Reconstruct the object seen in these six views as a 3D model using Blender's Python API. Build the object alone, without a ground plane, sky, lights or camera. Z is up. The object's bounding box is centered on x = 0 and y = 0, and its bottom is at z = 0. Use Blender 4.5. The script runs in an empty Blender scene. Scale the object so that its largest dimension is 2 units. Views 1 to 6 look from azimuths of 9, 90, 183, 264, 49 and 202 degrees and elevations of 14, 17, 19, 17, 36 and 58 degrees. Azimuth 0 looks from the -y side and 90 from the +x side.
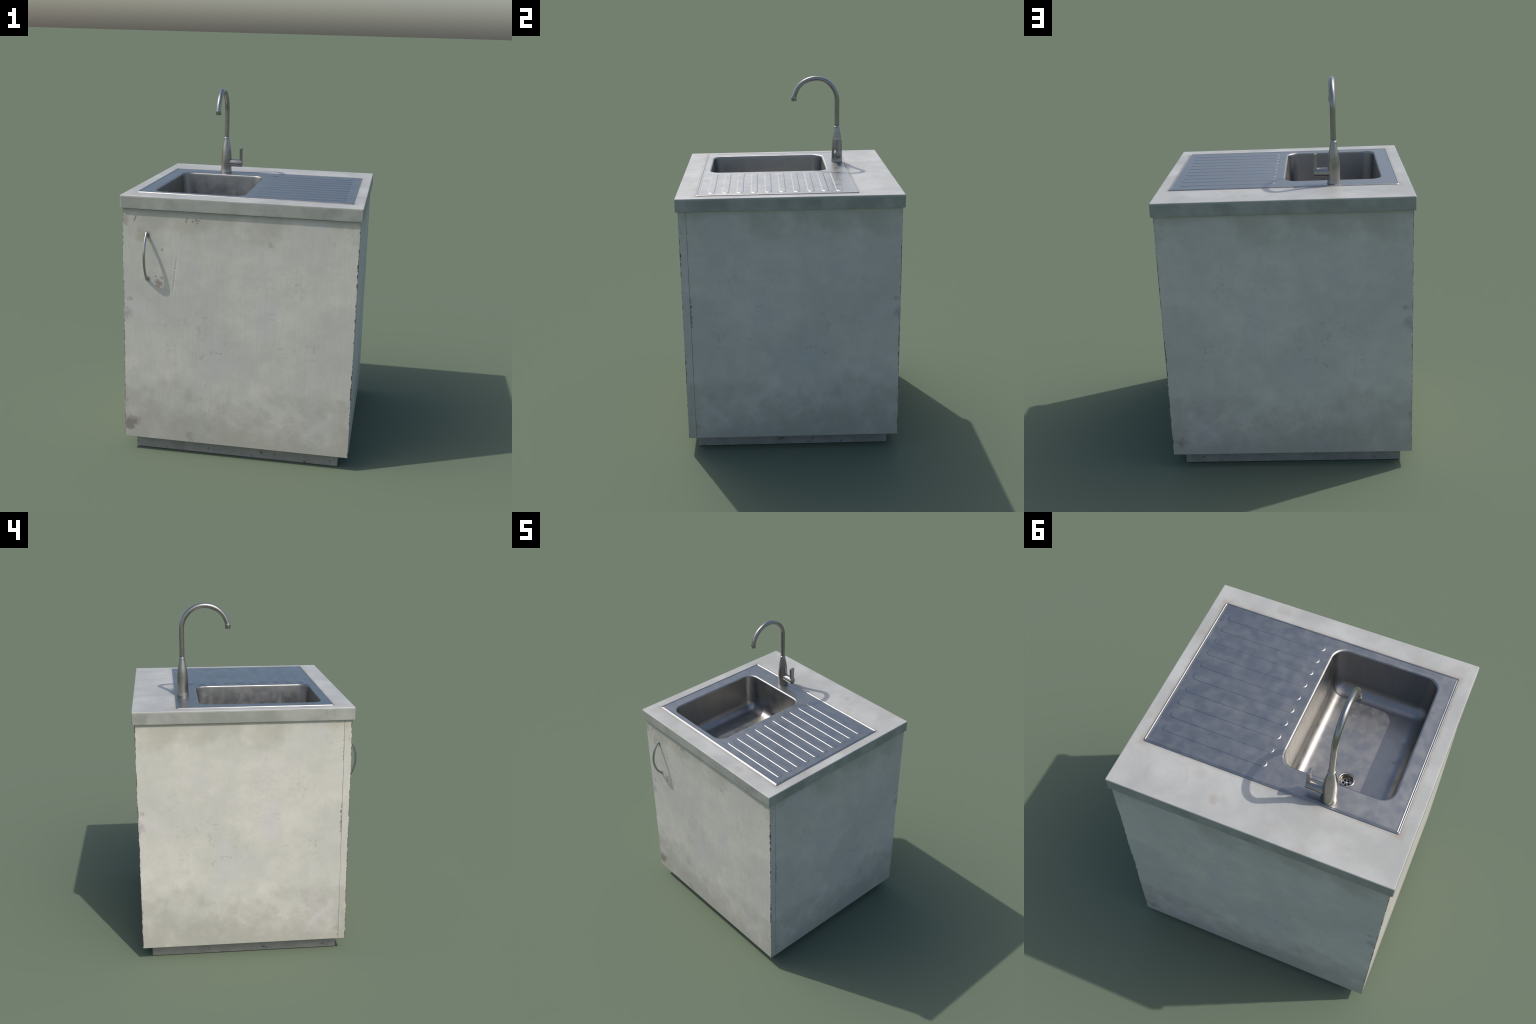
# Worn kitchen sink unit: painted cabinet with one door, grey worktop,
# pressed-steel sink with ribbed drainboard, swan-neck mixer tap.
import bpy, bmesh, math
from mathutils import Vector, noise

TAU = 2 * math.pi

# ------------------------------------------------------------------ sizes (m)
BODY_X = 0.6335                       # half width of the cabinet
FRONT_Y, DOOR_BACK_Y, BACK_Y = -0.5660, -0.5245, 0.6155
BODY_Z0, BODY_Z1 = 0.0800, 1.4055
TOP_X, TOP_Y0, TOP_Y1 = 0.6445, -0.5790, 0.6272
TOP_Z0, TOP_Z1 = 1.4045, 1.4750
KICK_X, KICK_Y0, KICK_Y1 = 0.5770, -0.5180, 0.5625
RIM_X0, RIM_X1, RIM_Y0, RIM_Y1 = -0.5835, 0.5885, -0.4740, 0.3915
DECK_Z = TOP_Z1 + 0.0028
BOWL = (-0.5155, 0.0085, -0.4355, 0.2735)
BOWL_R, FLOOR_Z = 0.070, 1.2260
DRAIN = (-0.2585, 0.0830)
TAP = (-0.2570, 0.3430)
RIB_X0, RIB_X1, RIB_W, RIB_N = 0.0435, 0.5400, 0.0370, 10
RIB_Y0, RIB_Y1 = -0.3915, 0.2930
HANDLE_X, HANDLE_Z0, HANDLE_Z1, HANDLE_OUT = -0.5010, 1.0190, 1.2740, -0.6272


# ------------------------------------------------------------------ materials
class Graph:
    """Small helper for writing node trees as expressions."""

    def __init__(self, name):
        self.mat = bpy.data.materials.new(name)
        self.mat.use_nodes = True
        self.t = self.mat.node_tree
        self.t.nodes.clear()
        self.out = self.t.nodes.new("ShaderNodeOutputMaterial")
        self.bsdf = self.t.nodes.new("ShaderNodeBsdfPrincipled")
        self.t.links.new(self.bsdf.outputs[0], self.out.inputs[0])

    def put(self, socket, v):
        if isinstance(v, bpy.types.NodeSocket):
            self.t.links.new(v, socket)
        elif v is not None:
            socket.default_value = v

    def set(self, **kw):
        for k, v in kw.items():
            self.put(self.bsdf.inputs[k.replace("_", " ")], v)

    def m(self, op, a, b=None, c=None, clamp=False):
        n = self.t.nodes.new("ShaderNodeMath")
        n.operation, n.use_clamp = op, clamp
        for i, v in enumerate((a, b, c)):
            self.put(n.inputs[i], v)
        return n.outputs[0]

    def add(self, a, b): return self.m("ADD", a, b)
    def sub(self, a, b): return self.m("SUBTRACT", a, b)
    def mul(self, a, b): return self.m("MULTIPLY", a, b)
    def mx(self, a, b): return self.m("MAXIMUM", a, b)

    def v(self, op, a, b=None, scale=None):
        n = self.t.nodes.new("ShaderNodeVectorMath")
        n.operation = op
        self.put(n.inputs[0], a)
        self.put(n.inputs[1], b)
        if scale is not None:
            self.put(n.inputs["Scale"], scale)
        return n.outputs["Value"] if op in ("LENGTH", "DISTANCE", "DOT_PRODUCT") else n.outputs[0]

    def coord(self):
        return self.t.nodes.new("ShaderNodeTexCoord").outputs["Object"]

    def normal(self):
        return self.t.nodes.new("ShaderNodeNewGeometry").outputs["True Normal"]

    def split(self, v):
        n = self.t.nodes.new("ShaderNodeSeparateXYZ")
        self.put(n.inputs[0], v)
        return n.outputs

    def join(self, x, y, z):
        n = self.t.nodes.new("ShaderNodeCombineXYZ")
        for i, s in enumerate((x, y, z)):
            self.put(n.inputs[i], s)
        return n.outputs[0]

    def noise(self, vec, scale, detail=4.0, rough=0.55, stretch=None, shift=None, dist=0.0):
        if stretch or shift:
            mp = self.t.nodes.new("ShaderNodeMapping")
            self.put(mp.inputs["Vector"], vec)
            if stretch:
                mp.inputs["Scale"].default_value = stretch
            if shift:
                mp.inputs["Location"].default_value = shift
            vec = mp.outputs[0]
        n = self.t.nodes.new("ShaderNodeTexNoise")
        self.put(n.inputs["Vector"], vec)
        n.inputs["Scale"].default_value = scale
        n.inputs["Detail"].default_value = detail
        n.inputs["Roughness"].default_value = rough
        n.inputs["Distortion"].default_value = dist
        return n.outputs["Fac"]

    def step(self, x, lo, hi, a=0.0, b=1.0):
        n = self.t.nodes.new("ShaderNodeMapRange")
        n.interpolation_type = "SMOOTHSTEP"
        self.put(n.inputs[0], x)
        for i, s in enumerate((lo, hi, a, b)):
            self.put(n.inputs[i + 1], s)
        return n.outputs[0]

    def mix(self, f, a, b, kind="MIX"):
        n = self.t.nodes.new("ShaderNodeMix")
        n.data_type, n.blend_type = "RGBA", kind
        self.put(n.inputs[0], f)
        for s, v in ((n.inputs[6], a), (n.inputs[7], b)):
            self.put(s, v if isinstance(v, bpy.types.NodeSocket) else (*v, 1.0))
        return n.outputs[2]

    def seg(self, p, a, b):
        """distance from p to the segment a-b (2D, in the plane of p)"""
        a, b = Vector((*a, 0)), Vector((*b, 0))
        ba = b - a
        pa = self.v("SUBTRACT", p, tuple(a))
        h = self.m("MULTIPLY", self.v("DOT_PRODUCT", pa, tuple(ba)), 1 / max(ba.dot(ba), 1e-9), clamp=True)
        return self.v("LENGTH", self.v("SUBTRACT", pa, self.v("SCALE", tuple(ba), scale=h)))

    def spot(self, p, c, r, soft=0.35):
        """1 inside a blot of radius r about c"""
        d = self.v("DISTANCE", p, (*c, 0.0))
        return self.step(d, r * (1 - soft), r * (1 + soft), 1.0, 0.0)

    def most(self, items):
        r = items[0]
        for i in items[1:]:
            r = self.mx(r, i)
        return r

    def bump(self, h, strength=0.3, distance=0.001, normal=None):
        n = self.t.nodes.new("ShaderNodeBump")
        n.inputs["Strength"].default_value = strength
        n.inputs["Distance"].default_value = distance
        self.put(n.inputs["Height"], h)
        if normal:
            self.put(n.inputs["Normal"], normal)
        return n.outputs[0]


def paint(name, door=False):
    """Old off-white cabinet paint: clouded, dirty low down and under the top."""
    g = Graph(name)
    x, y, z = g.split(g.coord())
    nx = g.m("ABSOLUTE", g.split(g.normal())[0])
    side = g.m("GREATER_THAN", nx, 0.5)
    # the same wear runs round every face: u across the face, v up it
    u = g.add(g.mul(side, g.mul(g.sub(y, 0.025), -1.055)), g.mul(g.sub(1.0, side), x))
    p = g.join(u, z, 0.0)

    cloud = g.noise(p, 2.6, 5, 0.6, shift=(3.1, 0.4, 0))
    cool = g.noise(p, 3.4, 4, 0.55, shift=(-1.7, 2.2, 0))
    fine = g.noise(p, 22, 5, 0.65)
    strand = g.noise(p, 1.0, 4, 0.6, stretch=(75, 4.5, 1))

    col = g.mix(g.step(cloud, 0.35, 0.68), (0.500, 0.488, 0.436), (0.575, 0.553, 0.487))
    mottle = g.noise(p, 9.5, 9, 0.68, shift=(4.4, 0.9, 0))
    col = g.mix(g.step(mottle, 0.36, 0.66, 0.30, 0), col, (0.375, 0.370, 0.325))
    dust = g.noise(p, 65, 5, 0.7, shift=(1.9, 3.3, 0))
    col = g.mix(g.step(dust, 0.54, 0.72, 0, 0.20), col, (0.330, 0.330, 0.290))
    col = g.mix(g.step(cool, 0.52, 0.70, 0, 0.50), col, (0.490, 0.476, 0.480))
    # hazy dirt rising from the floor
    lift = g.add(g.noise(p, 5.2, 6, 0.6, shift=(0.6, 5.5, 0)), g.mul(g.sub(fine, 0.5), 0.25))
    low = g.step(g.sub(g.mul(g.sub(0.50, z), 0.95), g.mul(g.sub(lift, 0.5), 1.0)), 0.02, 0.42)
    col = g.mix(g.mul(low, 0.62), col, (0.300, 0.288, 0.238))
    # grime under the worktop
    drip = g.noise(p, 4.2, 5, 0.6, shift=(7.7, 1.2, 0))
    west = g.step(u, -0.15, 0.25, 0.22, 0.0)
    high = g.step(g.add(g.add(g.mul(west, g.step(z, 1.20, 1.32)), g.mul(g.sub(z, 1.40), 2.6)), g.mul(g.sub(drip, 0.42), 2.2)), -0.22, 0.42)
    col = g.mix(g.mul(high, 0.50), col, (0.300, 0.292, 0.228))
    # grazed specks in loose clusters
    tight = g.add(g.noise(p, 36, 4, 0.6), g.mul(g.sub(g.noise(p, 3.6, 3, 0.5, shift=(2.5, 9.1, 0)), 0.5), 0.62))
    mid = g.step(g.v("DISTANCE", p, (-0.08, 0.72, 0)), 0.10, 0.85, 0.045, -0.03)
    col = g.mix(g.step(g.add(tight, mid), 0.615, 0.82, 0, 0.31), col, (0.235, 0.232, 0.205))
    col = g.mix(g.step(strand, 0.35, 0.70, 0, 0.17 if door else 0.06), col, (0.36, 0.36, 0.33))

    wob = g.v("SCALE", g.v("SUBTRACT", g.join(g.noise(p, 70, 3), g.noise(p, 70, 3, shift=(5, 5, 0)), 0.5),
                           (0.5, 0.5, 0.5)), scale=0.022)
    q = g.v("ADD", p, wob)
    wob2 = g.v("SCALE", g.v("SUBTRACT", g.join(g.noise(p, 24, 4), g.noise(p, 24, 4, shift=(5, 5, 0)), 0.5),
                            (0.5, 0.5, 0.5)), scale=0.09)
    q2 = g.v("ADD", p, wob2)
    # smudges that sit in the same place on each face
    smudge = g.most([g.spot(q2, (-0.618, 0.812), 0.024, 0.95), g.spot(q2, (-0.606, 0.900), 0.012, 0.9),
                     g.spot(q2, (-0.625, 0.300), 0.016, 0.9)])
    col = g.mix(g.mul(smudge, 0.48), col, (0.200, 0.190, 0.172))
    scr = g.most([g.step(g.seg(q, a, b), 0.0006, 0.0040, 1, 0) for a, b in (
        ((-0.137, 0.632), (-0.139, 0.606)), ((-0.112, 0.628), (-0.106, 0.620)),
        ((-0.092, 0.623), (-0.080, 0.622)), ((-0.176, 0.610), (-0.196, 0.576)),
        ((-0.196, 0.592), (-0.202, 0.582)), ((-0.160, 0.820), (-0.185, 0.825)),
        ((0.190, 0.845), (0.205, 0.835)), ((0.255, 0.680), (0.235, 0.678)))])
    col = g.mix(g.mul(scr, 0.34), col, (0.170, 0.170, 0.150))

    height = g.add(g.mul(strand, 0.5), g.mul(fine, 0.5))
    height = g.add(height, g.mul(scr, -0.6))
    pips = [g.spot(p, c, 0.0035, 0.9) for c in ((-0.235, 0.565), (-0.222, 0.550), (-0.055, 0.655),
                                                (0.330, 0.540), (-0.170, 0.440), (0.280, 0.640))]
    if door:
        rust = g.most(
            [g.spot(q, c, r, 0.5) for c, r in (
                ((-0.415, 1.1857), 0.0075), ((-0.440, 1.003), 0.0150), ((-0.426, 0.995), 0.0150),
                ((-0.433, 0.983), 0.0090), ((-0.416, 1.028), 0.0080), ((-0.452, 1.035), 0.0035),
                ((-0.447, 0.985), 0.0060), ((-0.229, 1.357), 0.0085), ((-0.248, 1.352), 0.0065),
                ((-0.2015, 1.374), 0.0040), ((-0.214, 1.356), 0.0040), ((-0.221, 1.342), 0.0045),
                ((-0.175, 1.347), 0.0028), ((-0.192, 1.333), 0.0030))]
            + [g.step(g.seg(q, (-0.280, 1.360), (-0.284, 1.345)), 0.002, 0.007, 1, 0),
               g.step(g.seg(p, (-0.5590, 1.364), (-0.5680, 1.337)), 0.0025, 0.0060, 1, 0),
               g.step(g.seg(p, (-0.5680, 1.337), (-0.5740, 1.318)), 0.0008, 0.0030, 0.6, 0)])
        col = g.mix(g.mul(rust, 0.66), col, (0.215, 0.150, 0.128))
        tan = g.most([g.spot(q2, (-0.530, 1.258), 0.028, 0.8), g.spot(q2, (-0.545, 1.285), 0.012, 0.9)])
        col = g.mix(g.mul(tan, 0.45), col, (0.300, 0.275, 0.195))
        damp = g.most([g.spot(q2, (-0.600, 0.165), 0.036, 0.45), g.mul(g.spot(q2, (-0.570, 0.175), 0.025, 0.8), 0.6)])
        col = g.mix(g.mul(damp, 0.72), col, (0.170, 0.140, 0.125))
        grey = g.most([g.spot(q2, (-0.262, 0.120), 0.016, 0.7), g.spot(q2, (-0.250, 0.095), 0.014, 0.7),
                       g.spot(q2, (-0.622, 1.335), 0.022, 0.8), g.spot(q2, (0.175, 1.25), 0.014, 0.9)])
        col = g.mix(g.mul(grey, 0.45), col, (0.190, 0.180, 0.165))
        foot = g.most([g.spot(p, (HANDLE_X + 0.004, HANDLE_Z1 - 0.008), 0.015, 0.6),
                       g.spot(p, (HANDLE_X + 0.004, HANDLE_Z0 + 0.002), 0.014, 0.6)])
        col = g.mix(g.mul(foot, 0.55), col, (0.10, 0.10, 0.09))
        dent = g.step(g.seg(q, (-0.337, 1.129), (-0.3535, 0.964)), 0.001, 0.006, 1, 0)
        height = g.add(height, g.mul(dent, -2.2))
        height = g.add(height, g.mul(rust, -0.7))
    else:
        # dirt gathered along the joint with the door
        joint = g.step(y, DOOR_BACK_Y + 0.001, DOOR_BACK_Y + 0.024, 1, 0)
        where = g.mx(g.step(g.m("ABSOLUTE", g.sub(z, 0.83)), 0.06, 0.16, 1, 0),
                     g.mx(g.step(g.m("ABSOLUTE", g.sub(z, 1.24)), 0.05, 0.11, 0.75, 0),
                          g.step(z, 0.10, 0.15, 0.8, 0.12)))
        ragged = g.noise(p, 60, 4, 0.65, stretch=(0.35, 1.0, 1))
        jm = g.step(g.add(g.mul(g.mul(joint, where), 0.72), g.mul(g.mul(g.sub(ragged, 0.5), 2.0), where)), 0.42, 0.78)
        col = g.mix(g.mul(g.mul(jm, side), 0.80), col, (0.130, 0.115, 0.100))
        wet = g.spot(q2, (0.585, 0.150), 0.024, 0.7)
        col = g.mix(g.mul(wet, 0.5), col, (0.18, 0.155, 0.14))
    height = g.add(height, g.mul(g.most(pips), 1.3))
    g.set(Base_Color=col, Roughness=g.step(fine, 0.3, 0.7, 0.50, 0.66), Specular_IOR_Level=0.35,
          Normal=g.bump(height, 0.45, 0.0012))
    return g.mat


def bare_wood():
    g = Graph("bare_brown_board")
    p = g.coord()
    n = g.noise(p, 60, 4, 0.6)
    g.set(Base_Color=g.mix(g.step(n, 0.35, 0.65), (0.075, 0.052, 0.042), (0.200, 0.150, 0.122)),
          Roughness=0.8, Normal=g.bump(n, 0.5, 0.001))
    return g.mat


def laminate():
    """Pale grey worktop with cloudy wiping marks and tea-coloured stains."""
    g = Graph("grey_worktop_laminate")
    c = g.coord()
    x, y, z = g.split(c)
    p = g.join(x, y, 0.0)
    cloud = g.noise(c, 3.6, 6, 0.6, shift=(1.3, 4.4, 0.2), dist=0.3)
    haze = g.noise(c, 9.0, 5, 0.6, shift=(6.3, 0.4, 0.2))
    fine = g.noise(c, 55, 4, 0.6)
    col = g.mix(g.step(cloud, 0.33, 0.70), (0.322, 0.323, 0.302), (0.412, 0.414, 0.388))
    col = g.mix(g.step(haze, 0.45, 0.75, 0, 0.35), col, (0.300, 0.298, 0.272))
    warm = g.noise(c, 6.5, 4, 0.6, shift=(2.2, 8.4, 0.7))
    tea = g.step(warm, 0.54, 0.74, 0, 0.45)
    col = g.mix(tea, col, (0.325, 0.296, 0.255))
    wob = g.v("SCALE", g.v("SUBTRACT", g.join(g.noise(p, 22, 4), g.noise(p, 22, 4, shift=(5, 5, 0)), 0.5),
                           (0.5, 0.5, 0.5)), scale=0.055)
    q = g.v("ADD", p, wob)
    # browned silicone line round the sink, worst in the corners
    cx, cy = (RIM_X0 + RIM_X1) / 2, (RIM_Y0 + RIM_Y1) / 2
    dx = g.sub(g.m("ABSOLUTE", g.sub(x, cx)), (RIM_X1 - RIM_X0) / 2)
    dy = g.sub(g.m("ABSOLUTE", g.sub(y, cy)), (RIM_Y1 - RIM_Y0) / 2)
    away = g.mx(dx, dy)
    line = g.mul(g.step(away, 0.0, 0.016, 1, 0), g.step(haze, 0.36, 0.62, 0.25, 0.9))
    corner = g.mul(g.step(away, 0.0, 0.03, 1, 0), g.step(g.m("MINIMUM", dx, dy), -0.08, 0.0))
    col = g.mix(g.mul(g.mx(line, corner), 0.55), col, (0.270, 0.215, 0.165))
    spots = g.most([g.spot(q, (0.178, 0.538), 0.019, 0.7), g.mul(g.spot(q, (0.150, 0.520), 0.022, 0.8), 0.5),
                    g.mul(g.spot(q, (0.305, -0.527), 0.028, 0.9), 0.75), g.mul(g.spot(q, (0.615, -0.257), 0.020, 0.9), 0.6),
                    g.mul(g.spot(q, (-0.38, 0.54), 0.030, 0.9), 0.45)])
    col = g.mix(g.mul(spots, 0.42), col, (0.255, 0.205, 0.165))
    ring = g.m("ABSOLUTE", g.sub(g.v("DISTANCE", p, (0.414, 0.510, 0)), 0.088))
    ring = g.mul(g.step(ring, 0.002, 0.010, 1, 0), g.step(haze, 0.35, 0.6, 0.2, 1.0))
    col = g.mix(g.mul(ring, 0.22), col, (0.29, 0.265, 0.235))
    # upright edge is a darker green-grey, with cloudy patches
    edge = g.step(z, TOP_Z1 - 0.004, TOP_Z1 - 0.014)
    damp = g.noise(c, 7.0, 5, 0.6, shift=(0.4, 9.2, 0))
    col = g.mix(g.mul(edge, 0.85), col, g.mix(g.step(damp, 0.36, 0.66), (0.222, 0.232, 0.200), (0.318, 0.324, 0.290)))
    pit = g.step(g.noise(c, 260, 2, 0.5), 0.68, 0.76)
    pit = g.mul(pit, g.step(cloud, 0.45, 0.6))
    h = g.add(g.mul(fine, 0.6), g.mul(pit, -0.8))
    g.set(Base_Color=col, Roughness=g.step(haze, 0.3, 0.7, 0.38, 0.54), Specular_IOR_Level=0.42,
          Normal=g.bump(h, 0.25, 0.0008))
    return g.mat


def plinth_board():
    g = Graph("grey_plinth_board")
    c = g.coord()
    n = g.noise(c, 9, 6, 0.65)
    knots = g.noise(c, 34, 3, 0.55, shift=(1, 2, 3))
    col = g.mix(g.step(n, 0.3, 0.7), (0.225, 0.220, 0.196), (0.300, 0.292, 0.258))
    col = g.mix(g.step(knots, 0.62, 0.72, 0, 0.75), col, (0.050, 0.042, 0.038))
    g.set(Base_Color=col, Roughness=0.7, Normal=g.bump(n, 0.3, 0.002))
    return g.mat


def steel(name, tint=(0.60, 0.60, 0.605), rough=0.33, dirt=0.35, brown=0.0, streak=False):
    g = Graph(name)
    c = g.coord()
    x, y, z = g.split(c)
    blot = g.noise(c, 5.5, 6, 0.62, shift=(0.3, 0.9, 2.0), dist=0.4)
    film = g.noise(c, 17, 5, 0.6, shift=(3, 1, 0))
    brush = g.noise(c, 1.0, 3, 0.6, stretch=(14, 170, 170))
    col = g.mix(g.step(blot, 0.40, 0.72, 0, dirt), tint, tuple(t * 0.72 for t in tint))
    if brown:
        spots = g.step(g.noise(c, 30, 5, 0.65), 0.46, 0.72)
        col = g.mix(g.mul(spots, brown), col, (0.25, 0.225, 0.165))
    rg = g.add(g.step(film, 0.3, 0.72, rough - 0.05, rough + 0.07), g.mul(g.sub(blot, 0.5), 0.12))
    if streak:
        # limescale runs down the walls of the bowl
        run = g.noise(c, 1.0, 5, 0.65, stretch=(26, 26, 3.2))
        run = g.mul(g.step(run, 0.52, 0.72), g.step(z, TOP_Z1 - 0.02, TOP_Z1 - 0.12))
        col = g.mix(g.mul(run, 0.30), col, (0.23, 0.225, 0.215))
        rg = g.add(rg, g.mul(run, 0.12))
    h = g.add(g.mul(blot, 0.20), g.mul(brush, 0.04))
    g.set(Base_Color=col, Metallic=1.0, Roughness=rg, Normal=g.bump(h, 0.10, 0.004))
    return g.mat


def plain(name, col, rough, metal=0.0):
    g = Graph(name)
    n = g.noise(g.coord(), 40, 4)
    g.set(Base_Color=g.mix(g.step(n, 0.3, 0.7), tuple(c * 0.8 for c in col), col), Roughness=rough, Metallic=metal)
    return g.mat


# ------------------------------------------------------------------ geometry helpers
def finish(name, bm, mats, parent=None, smooth=None):
    bmesh.ops.recalc_face_normals(bm, faces=bm.faces[:])
    me = bpy.data.meshes.new(name)
    bm.to_mesh(me)
    bm.free()
    for m in mats if isinstance(mats, (list, tuple)) else [mats]:
        me.materials.append(m)
    if smooth is not None:
        me.shade_smooth()
        me.set_sharp_from_angle(angle=math.radians(smooth))
    ob = bpy.data.objects.new(name, me)
    bpy.context.scene.collection.objects.link(ob)
    ob.parent = parent
    return ob


def ring(bm, pts):
    return [bm.verts.new(p) for p in pts]


def bridge(bm, a, b, closed=True, mat=0):
    n = len(a)
    out = []
    for i in range(n if closed else n - 1):
        j = (i + 1) % n
        f = bm.faces.new((a[i], a[j], b[j], b[i]))
        f.material_index = mat
        out.append(f)
    return out


def loft(bm, rings, close=False):
    vs = [ring(bm, r) for r in rings]
    for a, b in zip(vs, vs[1:]):
        bridge(bm, a, b)
    if close:
        bridge(bm, vs[-1], vs[0])
    return vs


def rounded(x0, x1, y0, y1, r, z, n=8):
    pts = []
    for cx, cy, a0 in ((x1 - r, y1 - r, 0), (x0 + r, y1 - r, 90), (x0 + r, y0 + r, 180), (x1 - r, y0 + r, 270)):
        for i in range(n + 1):
            a = math.radians(a0 + 90 * i / n)
            pts.append((cx + r * math.cos(a), cy + r * math.sin(a), z))
    return pts


def stadium(x0, x1, cy, r, z, n=12):
    pts = []
    for cx, a0 in ((x1, -90), (x0, 90)):
        for i in range(n + 1):
            a = math.radians(a0 + 180 * i / n)
            pts.append((cx + r * math.cos(a), cy + r * math.sin(a), z))
    return pts


def loop_edges(bm, vs):
    return [bm.edges.get((vs[i], vs[(i + 1) % len(vs)])) or bm.edges.new((vs[i], vs[(i + 1) % len(vs)]))
            for i in range(len(vs))]


def lathe(bm, profile, at, axis="Z", n=48, cap=(True, True)):
    rings = []
    for r, h in profile:
        pts = []
        for i in range(n):
            c, s = r * math.cos(TAU * i / n), r * math.sin(TAU * i / n)
            d = {"Z": (c, s, h), "X": (h, c, s), "Y": (c, h, s)}[axis]
            pts.append(tuple(a + b for a, b in zip(at, d)))
        rings.append(pts)
    vs = loft(bm, rings)
    if cap[0]:
        bm.faces.new(vs[0])
    if cap[1]:
        bm.faces.new(vs[-1])
    return vs


def sweep(bm, path, rx, ry, side, n=32):
    """elliptical tube along a planar path; side = constant sideways direction"""
    side = Vector(side)
    rings = []
    for i, p in enumerate(path):
        t = (path[min(i + 1, len(path) - 1)] - path[max(i - 1, 0)]).normalized()
        out = t.cross(side).normalized()
        rings.append([p + side * (rx * math.cos(TAU * k / n)) + out * (ry * math.sin(TAU * k / n)) for k in range(n)])
    vs = loft(bm, rings)
    bm.faces.new(vs[0])
    bm.faces.new(vs[-1])


def chip(z, seed, amount):
    """how far the paint has broken back from an upright edge at height z"""
    low = noise.noise((seed * 7.3, 1.7, z * 3.4)) + 0.35 * noise.noise((seed * 3.1, 4.2, z * 9.0))
    mid = noise.noise((seed * 5.9, 8.8, z * 26.0))
    hi = noise.noise((seed * 2.3, 0.4, z * 85.0)) + 0.5 * noise.noise((seed * 9.1, 3.3, z * 190.0))
    s = amount * (0.30 + 0.75 * low + 0.50 * mid + 0.42 * hi)
    return max(0.0, min(1.0, s))


def board(bm, x0, x1, y0, y1, z0, z1, seed, amounts, deep=0.0065, steps=380, hollow=None, arris=(0.0012,) * 4):
    """A painted board or box whose four upright edges are chipped.
    amounts: wear for the corners (x1,y1), (x0,y1), (x0,y0), (x1,y0)."""
    base = 0.0012
    corners = ((x1, y1, -1, -1, 0), (x0, y1, 1, -1, 1), (x0, y0, 1, 1, 0), (x1, y0, -1, 1, 1))
    rings, worn = [], []
    for k in range(steps + 1):
        z = z0 + (z1 - z0) * k / steps
        pts, w = [], []
        for ci, (cx, cy, sx, sy, flip) in enumerate(corners):
            c = chip(z, seed + ci * 11.7, amounts[ci])
            jag = 0.5 + 0.5 * noise.noise((seed + ci, 5.5, z * 70))
            a = arris[ci] + deep * c * (0.55 + 0.6 * jag)
            b = arris[ci] + deep * c * (1.15 - 0.6 * jag)
            pa, pb = (cx, cy + sy * b), (cx + sx * a, cy)
            inner = (cx + sx * a * (0.42 + 0.1 * jag), cy + sy * b * (0.42 + 0.1 * jag))
            tri = [pa, inner, pb]
            if flip:
                tri.reverse()
            pts += [(px, py, z) for px, py in tri]
            w.append(c)
        rings.append(pts)
        worn.append(w)
    # ease the top and bottom arrises
    def eased(pts, z, d):
        mx, my = (x0 + x1) / 2, (y0 + y1) / 2
        return [(px - math.copysign(d, px - mx), py - math.copysign(d, py - my), z) for px, py, _ in pts]
    rings[0] = [(px, py, z0 + base) for px, py, _ in rings[0]]
    rings[-1] = [(px, py, z1 - base) for px, py, _ in rings[-1]]
    first, last = eased(rings[0], z0, base), eased(rings[-1], z1, base)
    vs = [ring(bm, r) for r in [first] + rings + [last]]
    for k in range(len(vs) - 1):
        w = worn[min(max(k - 1, 0), len(worn) - 1)]
        for i, f in enumerate(bridge(bm, vs[k], vs[k + 1])):
            ci, part = divmod(i, 3)
            if part < 2 and w[ci] > 0.06:
                f.material_index = 1
    bm.faces.new(vs[0])
    if hollow:
        t, floor = hollow
        hx0, hx1, hy0, hy1 = x0 + t, x1 - t, y0 + t, y1 - t
        order = []
        for hx, hy in ((hx1, hy1), (hx0, hy1), (hx0, hy0), (hx1, hy0)):
            order += [(hx, hy)] * 3
        e = 0.0006
        offs = ((0, -e), (0, 0), (-e, 0), (e, 0), (0, 0), (0, -e), (0, e), (0, 0), (e, 0), (-e, 0), (0, 0), (0, e))
        inner = [(hx + ox, hy + oy) for (hx, hy), (ox, oy) in zip(order, offs)]
        r1 = ring(bm, [(*p, z1) for p in inner])
        r2 = ring(bm, [(*p, floor) for p in inner])
        bridge(bm, vs[-1], r1)
        bridge(bm, r1, r2)
        bm.faces.new(r2)
    else:
        bm.faces.new(vs[-1])


# ------------------------------------------------------------------ build
root = bpy.data.objects.new("kitchen_sink_unit", None)
root.empty_display_size = 0.2
bpy.context.scene.collection.objects.link(root)
root["label"] = "worn white kitchen sink cabinet with steel drainboard and swan-neck tap"
root["category"] = "kitchen sink"

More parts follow.
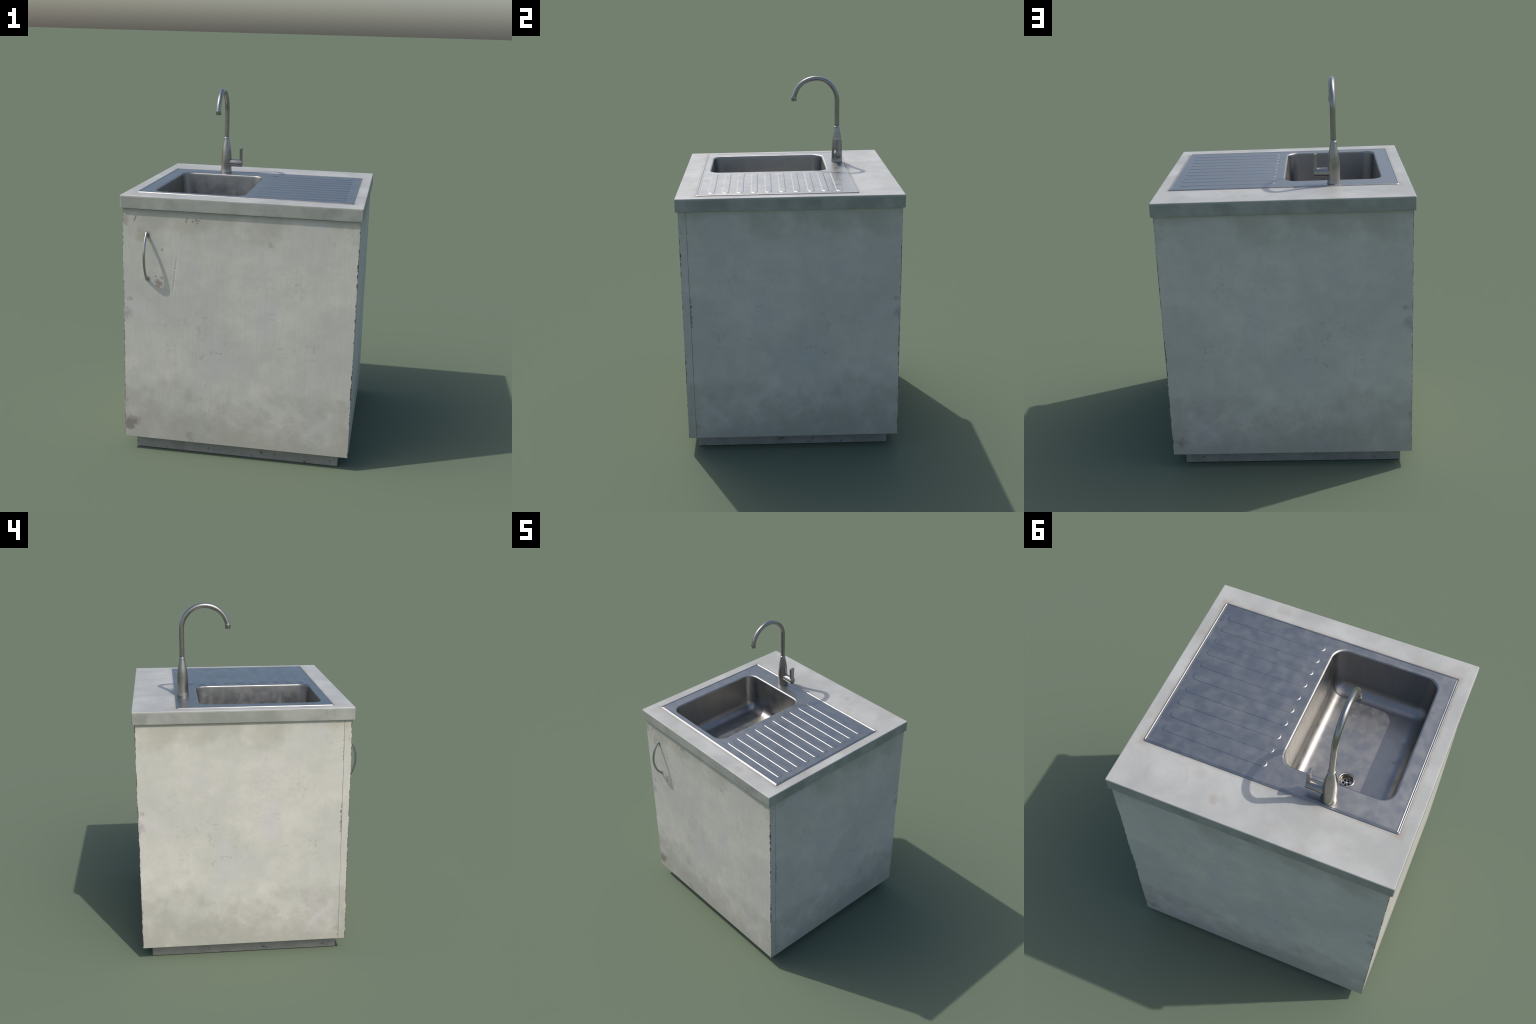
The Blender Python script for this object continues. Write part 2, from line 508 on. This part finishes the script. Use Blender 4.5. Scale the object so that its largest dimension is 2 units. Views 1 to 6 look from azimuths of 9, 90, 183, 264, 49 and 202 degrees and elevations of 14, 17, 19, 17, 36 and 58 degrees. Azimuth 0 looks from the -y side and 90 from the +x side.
M_door, M_body, M_wood = paint("worn_white_door_paint", True), paint("worn_white_cabinet_paint"), bare_wood()
M_top, M_kick = laminate(), plinth_board()
M_sink = steel("satin_sink_steel", (0.315, 0.315, 0.306), 0.37, 0.16)
M_bowl = steel("stained_bowl_steel", (0.345, 0.338, 0.322), 0.38, 0.30, streak=True)
M_tap = steel("tarnished_tap_steel", (0.352, 0.340, 0.320), 0.32, 0.30, brown=0.26)
M_handle = steel("dark_chrome", (0.45, 0.45, 0.45), 0.25, 0.25)
M_drain = steel("drain_steel", (0.44, 0.42, 0.39), 0.26, 0.30)
M_cup = steel("dark_brown_drain_steel", (0.26, 0.24, 0.205), 0.36, 0.30)
M_dark = plain("drain_shadow", (0.02, 0.02, 0.02), 0.9)  # pipe coloured near-black so the strainer holes read as deep shade

# carcass: open-topped box behind the door
bm = bmesh.new()
board(bm, -BODY_X, BODY_X, DOOR_BACK_Y + 0.0010, BACK_Y, BODY_Z0, BODY_Z1, 3.0,
      (1.15, 1.05, 0.18, 0.18), hollow=(0.022, BODY_Z0 + 0.022),
      arris=(0.0012, 0.0012, 0.0003, 0.0003))
carcass = finish("carcass", bm, [M_body, M_wood], root)

# door
bm = bmesh.new()
board(bm, -BODY_X, BODY_X, FRONT_Y, DOOR_BACK_Y, BODY_Z0, TOP_Z0 - 0.0025, 21.0, (0.06, 0.06, 1.55, 1.55),
      arris=(0.0003, 0.0003, 0.0012, 0.0012))
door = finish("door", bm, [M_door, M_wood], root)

# bow handle on the door, with a small foot at each end
bm = bmesh.new()
zc, half = (HANDLE_Z0 + HANDLE_Z1) / 2, (HANDLE_Z1 - HANDLE_Z0) / 2
thick = 0.0074
sag = (FRONT_Y - 0.0035) - (HANDLE_OUT + thick)
R = (half * half + sag * sag) / (2 * sag)
a1 = math.asin(half / R)
path = [Vector((HANDLE_X, HANDLE_OUT + thick + R - R * math.cos(a), zc + R * math.sin(a)))
        for a in (-a1 + 2 * a1 * i / 64 for i in range(65))]
sweep(bm, path, 0.0064, thick, (1, 0, 0), 24)
handle = finish("handle", bm, M_handle, door, 50)
for zf in (HANDLE_Z0 + 0.003, HANDLE_Z1 - 0.003):
    bm = bmesh.new()
    lathe(bm, [(0.0088, 0.001), (0.0088, -0.0055), (0.0078, -0.0075), (0.004, -0.0085)], (HANDLE_X, FRONT_Y, zf), "Y", 28)
    finish("handle_foot", bm, M_handle, door, 50)

# plinth
bm = bmesh.new()
board(bm, -KICK_X, KICK_X, KICK_Y0, KICK_Y1, 0.0, BODY_Z0 + 0.001, 5.0, (0.2, 0.2, 0.2, 0.2), deep=0.003, steps=24)
for f in bm.faces:
    f.material_index = 0
plinth = finish("plinth", bm, M_kick, root)

# worktop: slab with a cut-out for the sink
bm = bmesh.new()
def slab(d, z, r=0.0060):
    return rounded(-TOP_X + d, TOP_X - d, TOP_Y0 + d, TOP_Y1 - d, max(r - d, 0.0015), z, 6)
def cut(z):
    return rounded(RIM_X0 + 0.03, RIM_X1 - 0.03, RIM_Y0 + 0.025, RIM_Y1 - 0.025, 0.02, z, 6)
prof = [(0.006, TOP_Z0), (0.0015, TOP_Z0), (0.0004, TOP_Z0 + 0.0004), (0.0, TOP_Z0 + 0.0015), (0.0, TOP_Z0 + 0.006)]
prof += [(0.0, TOP_Z1 - 0.009)]
prof += [(0.0042 * (1 - math.cos(a)), TOP_Z1 - 0.0042 * (1 - math.sin(a)))
         for a in (math.radians(90 * i / 6) for i in range(7))]
prof += [(0.009, TOP_Z1)]
loft(bm, [slab(d, z) for d, z in prof] + [cut(TOP_Z1), cut(TOP_Z0)], close=True)
top = finish("worktop", bm, M_top, root, 35)

# sink sheet: rolled rim, flat deck, ten pressed drainage ribs
bm = bmesh.new()
rim = [(0.0000, -0.0006), (0.0003, 0.0003), (0.0012, 0.0013), (0.0024, 0.0026), (0.0035, 0.0037), (0.0046, 0.0044)]
rim += [(0.0058, 0.0046), (0.0068, 0.0043), (0.0078, 0.0034), (0.0090, 0.0021), (0.0101, 0.0016), (0.0112, 0.0019),
        (0.0123, 0.0029), (0.0134, 0.0034), (0.0146, 0.0033), (0.0160, 0.0029), (0.0180, 0.0028), (0.0225, 0.0028)]
rv = loft(bm, [rounded(RIM_X0 + d, RIM_X1 - d, RIM_Y0 + d, RIM_Y1 - d, max(0.0105 - d * 0.55, 0.002), TOP_Z1 + h, 5)
               for d, h in rim])
deck = loop_edges(bm, rv[-1])
bowl_lip = rounded(*BOWL, BOWL_R, DECK_Z, 12)
deck += loop_edges(bm, ring(bm, bowl_lip))
rib = [(-0.0020, 0.0), (0.0, 0.0), (0.0009, 0.0002), (0.0018, 0.0006), (0.0028, 0.0012), (0.0038, 0.00165),
       (0.0047, 0.0018), (0.0056, 0.0018), (0.0076, 0.0018)]
for i in range(RIB_N):
    cy = RIB_Y0 + (RIB_Y1 - RIB_Y0) * i / (RIB_N - 1)
    r = RIB_W / 2
    vs = loft(bm, [stadium(RIB_X0 + r, RIB_X1 - r, cy, r - d, DECK_Z + h) for d, h in rib])
    bm.faces.new(vs[-1])
    deck += loop_edges(bm, vs[0])
bmesh.ops.triangle_fill(bm, use_beauty=True, use_dissolve=False, edges=deck)
for f in bm.faces:
    f.normal_update()
    if f.normal.z < 0:
        f.normal_flip()
sink = finish("sink_drainboard", bm, M_sink, root, 60)

# bowl: rolled lip, slightly tapered walls, large coved base, hole for the drain
bm = bmesh.new()
depth = DECK_Z - FLOOR_Z
lip, draft, cove = 0.0105, 0.012, 0.060
prof = [(0.0, 0.0), (0.0015, -0.00005)]
prof += [(0.0015 + lip * math.sin(a), -lip * (1 - math.cos(a)) * 0.85)
         for a in (math.radians(84 * i / 9) for i in range(1, 10))]
d0, h0 = prof[-1]
d1, h1 = d0 + draft, -(depth - cove)
prof += [(d0 + (d1 - d0) * t, h0 + (h1 - h0) * t) for t in (0.04, 0.35, 0.7, 0.96, 1.0)]
prof += [(d1 + cove * (1 - math.cos(a)), h1 - cove * math.sin(a)) for a in (math.radians(90 * i / 12) for i in range(1, 13))]
prof += [(d1 + cove + 0.004, -depth)]
bv = loft(bm, [rounded(BOWL[0] + d, BOWL[1] - d, BOWL[2] + d, BOWL[3] - d, max(BOWL_R - d * 0.62, 0.012), DECK_Z + h, 12)
               for d, h in prof])
hole = ring(bm, [(DRAIN[0] + 0.036 * math.cos(TAU * i / 48), DRAIN[1] + 0.036 * math.sin(TAU * i / 48), FLOOR_Z) for i in range(48)])
bmesh.ops.triangle_fill(bm, use_beauty=True, use_dissolve=False, edges=loop_edges(bm, bv[-1]) + loop_edges(bm, hole))
bowl = finish("bowl", bm, M_bowl, sink, 60)
for ob in (sink, bowl):
    if ob.data.polygons[len(ob.data.polygons) - 1].normal.z < 0:
        ob.data.flip_normals()

# drain: flanged cup with a holed strainer and a centre screw
bm = bmesh.new()
lathe(bm, [(0.0394, 0.0002), (0.0392, 0.0022), (0.0380, 0.0040), (0.0360, 0.0048), (0.0336, 0.0046), (0.0312, 0.0030),
           (0.0298, 0.0006), (0.0290, -0.0030)], (*DRAIN, FLOOR_Z), cap=(False, False))
drain = finish("drain", bm, M_drain, sink, 60)
bm = bmesh.new()
lathe(bm, [(0.0292, -0.0028), (0.0286, -0.0100), (0.0265, -0.0190), (0.0235, -0.0255)], (*DRAIN, FLOOR_Z), cap=(False, False))
finish("drain_cup", bm, M_cup, sink, 60)
bm = bmesh.new()
zs = FLOOR_Z - 0.0240
edges = loop_edges(bm, ring(bm, [(DRAIN[0] + 0.0242 * math.cos(TAU * i / 48), DRAIN[1] + 0.0242 * math.sin(TAU * i / 48), zs) for i in range(48)]))
for k in range(5):
    a = TAU * (k + 0.3) / 5
    hx, hy = DRAIN[0] + 0.0135 * math.cos(a), DRAIN[1] + 0.0135 * math.sin(a)
    edges += loop_edges(bm, ring(bm, [(hx + 0.0052 * math.cos(TAU * i / 20), hy + 0.0052 * math.sin(TAU * i / 20), zs) for i in range(20)]))
bmesh.ops.triangle_fill(bm, use_beauty=True, use_dissolve=False, edges=edges)
lathe(bm, [(0.0060, 0.0002), (0.0056, 0.0024), (0.0040, 0.0038), (0.0016, 0.0044)], (*DRAIN, zs), n=24, cap=(False, True))
strainer = finish("strainer", bm, M_drain, sink, 40)
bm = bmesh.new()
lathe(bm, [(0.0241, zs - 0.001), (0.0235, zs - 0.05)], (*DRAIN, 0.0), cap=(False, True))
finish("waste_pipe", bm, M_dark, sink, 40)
for ob, th in ((sink, 0.0012), (bowl, 0.0012), (strainer, 0.0015)):
    md = ob.modifiers.new("sheet", "SOLIDIFY")
    md.thickness, md.offset, md.use_rim = th, -1.0, False

# tap: vase-shaped body, collar, swan-neck spout, nozzle, side lever
zb = DECK_Z
bm = bmesh.new()
lathe(bm, [(0.0348, 0.0000), (0.0350, 0.0040), (0.0344, 0.0085), (0.0332, 0.0150), (0.0323, 0.0240), (0.0319, 0.0380),
           (0.0319, 0.0560), (0.0318, 0.0750), (0.0312, 0.0930), (0.0300, 0.1120), (0.0283, 0.1320), (0.0260, 0.1500),
           (0.0232, 0.1660), (0.0202, 0.1820), (0.0175, 0.1960), (0.0156, 0.2070), (0.0148, 0.2130)],
      (*TAP, zb), n=56)
tap = finish("tap", bm, M_tap, root, 60)
bm = bmesh.new()
lathe(bm, [(0.0140, 0.2110), (0.0160, 0.2118), (0.0174, 0.2136), (0.0177, 0.2160), (0.0172, 0.2184), (0.0155, 0.2202), (0.0138, 0.2206)],
      (*TAP, zb), n=40)
finish("collar", bm, M_handle, tap, 60)
bm = bmesh.new()
tube, bend = 0.0142, 0.1304
zarc = 2.0 - tube - bend
path = [Vector((*TAP, zb + 0.205 + (zarc - zb - 0.205) * i / 10)) for i in range(10)]
path += [Vector((TAP[0], TAP[1] - bend + bend * math.cos(a), zarc + bend * math.sin(a)))
         for a in (math.radians(168 * i / 56) for i in range(57))]
sweep(bm, path, tube, tube, (1, 0, 0), 36)
finish("spout", bm, M_tap, tap, 60)
bm = bmesh.new()
lathe(bm, [(0.0115, 0.0010), (0.0115, 0.0), (0.0150, 0.0), (0.0158, 0.0010), (0.0156, 0.0225), (0.0150, 0.0275), (0.0138, 0.0300)],
      (TAP[0], TAP[1] - 2 * bend + 0.0005, 1.8545), n=36)
finish("nozzle", bm, M_tap, tap, 40)
LZ = 1.5395
bm = bmesh.new()
lathe(bm, [(0.0225, 0.012), (0.0225, 0.0990), (0.0220, 0.1004), (0.0208, 0.1010), (0.0100, 0.1016)], (TAP[0], TAP[1], LZ), "X", 40)
finish("lever_stem", bm, M_tap, tap, 40)
bm = bmesh.new()
def blade(z, hw, d=0.0):
    return rounded(-0.1725 + d, -0.1575 - d, TAP[1] - hw + d, TAP[1] + hw - d, 0.0022, z, 3)
vs = loft(bm, [blade(LZ + 0.010, 0.0148), blade(LZ + 0.035, 0.0148), blade(LZ + 0.060, 0.0153), blade(LZ + 0.0937, 0.0165), blade(LZ + 0.0947, 0.0166, 0.0009)])
bm.faces.new(vs[0])
bm.faces.new(vs[-1])
finish("lever_blade", bm, M_tap, tap, 40)
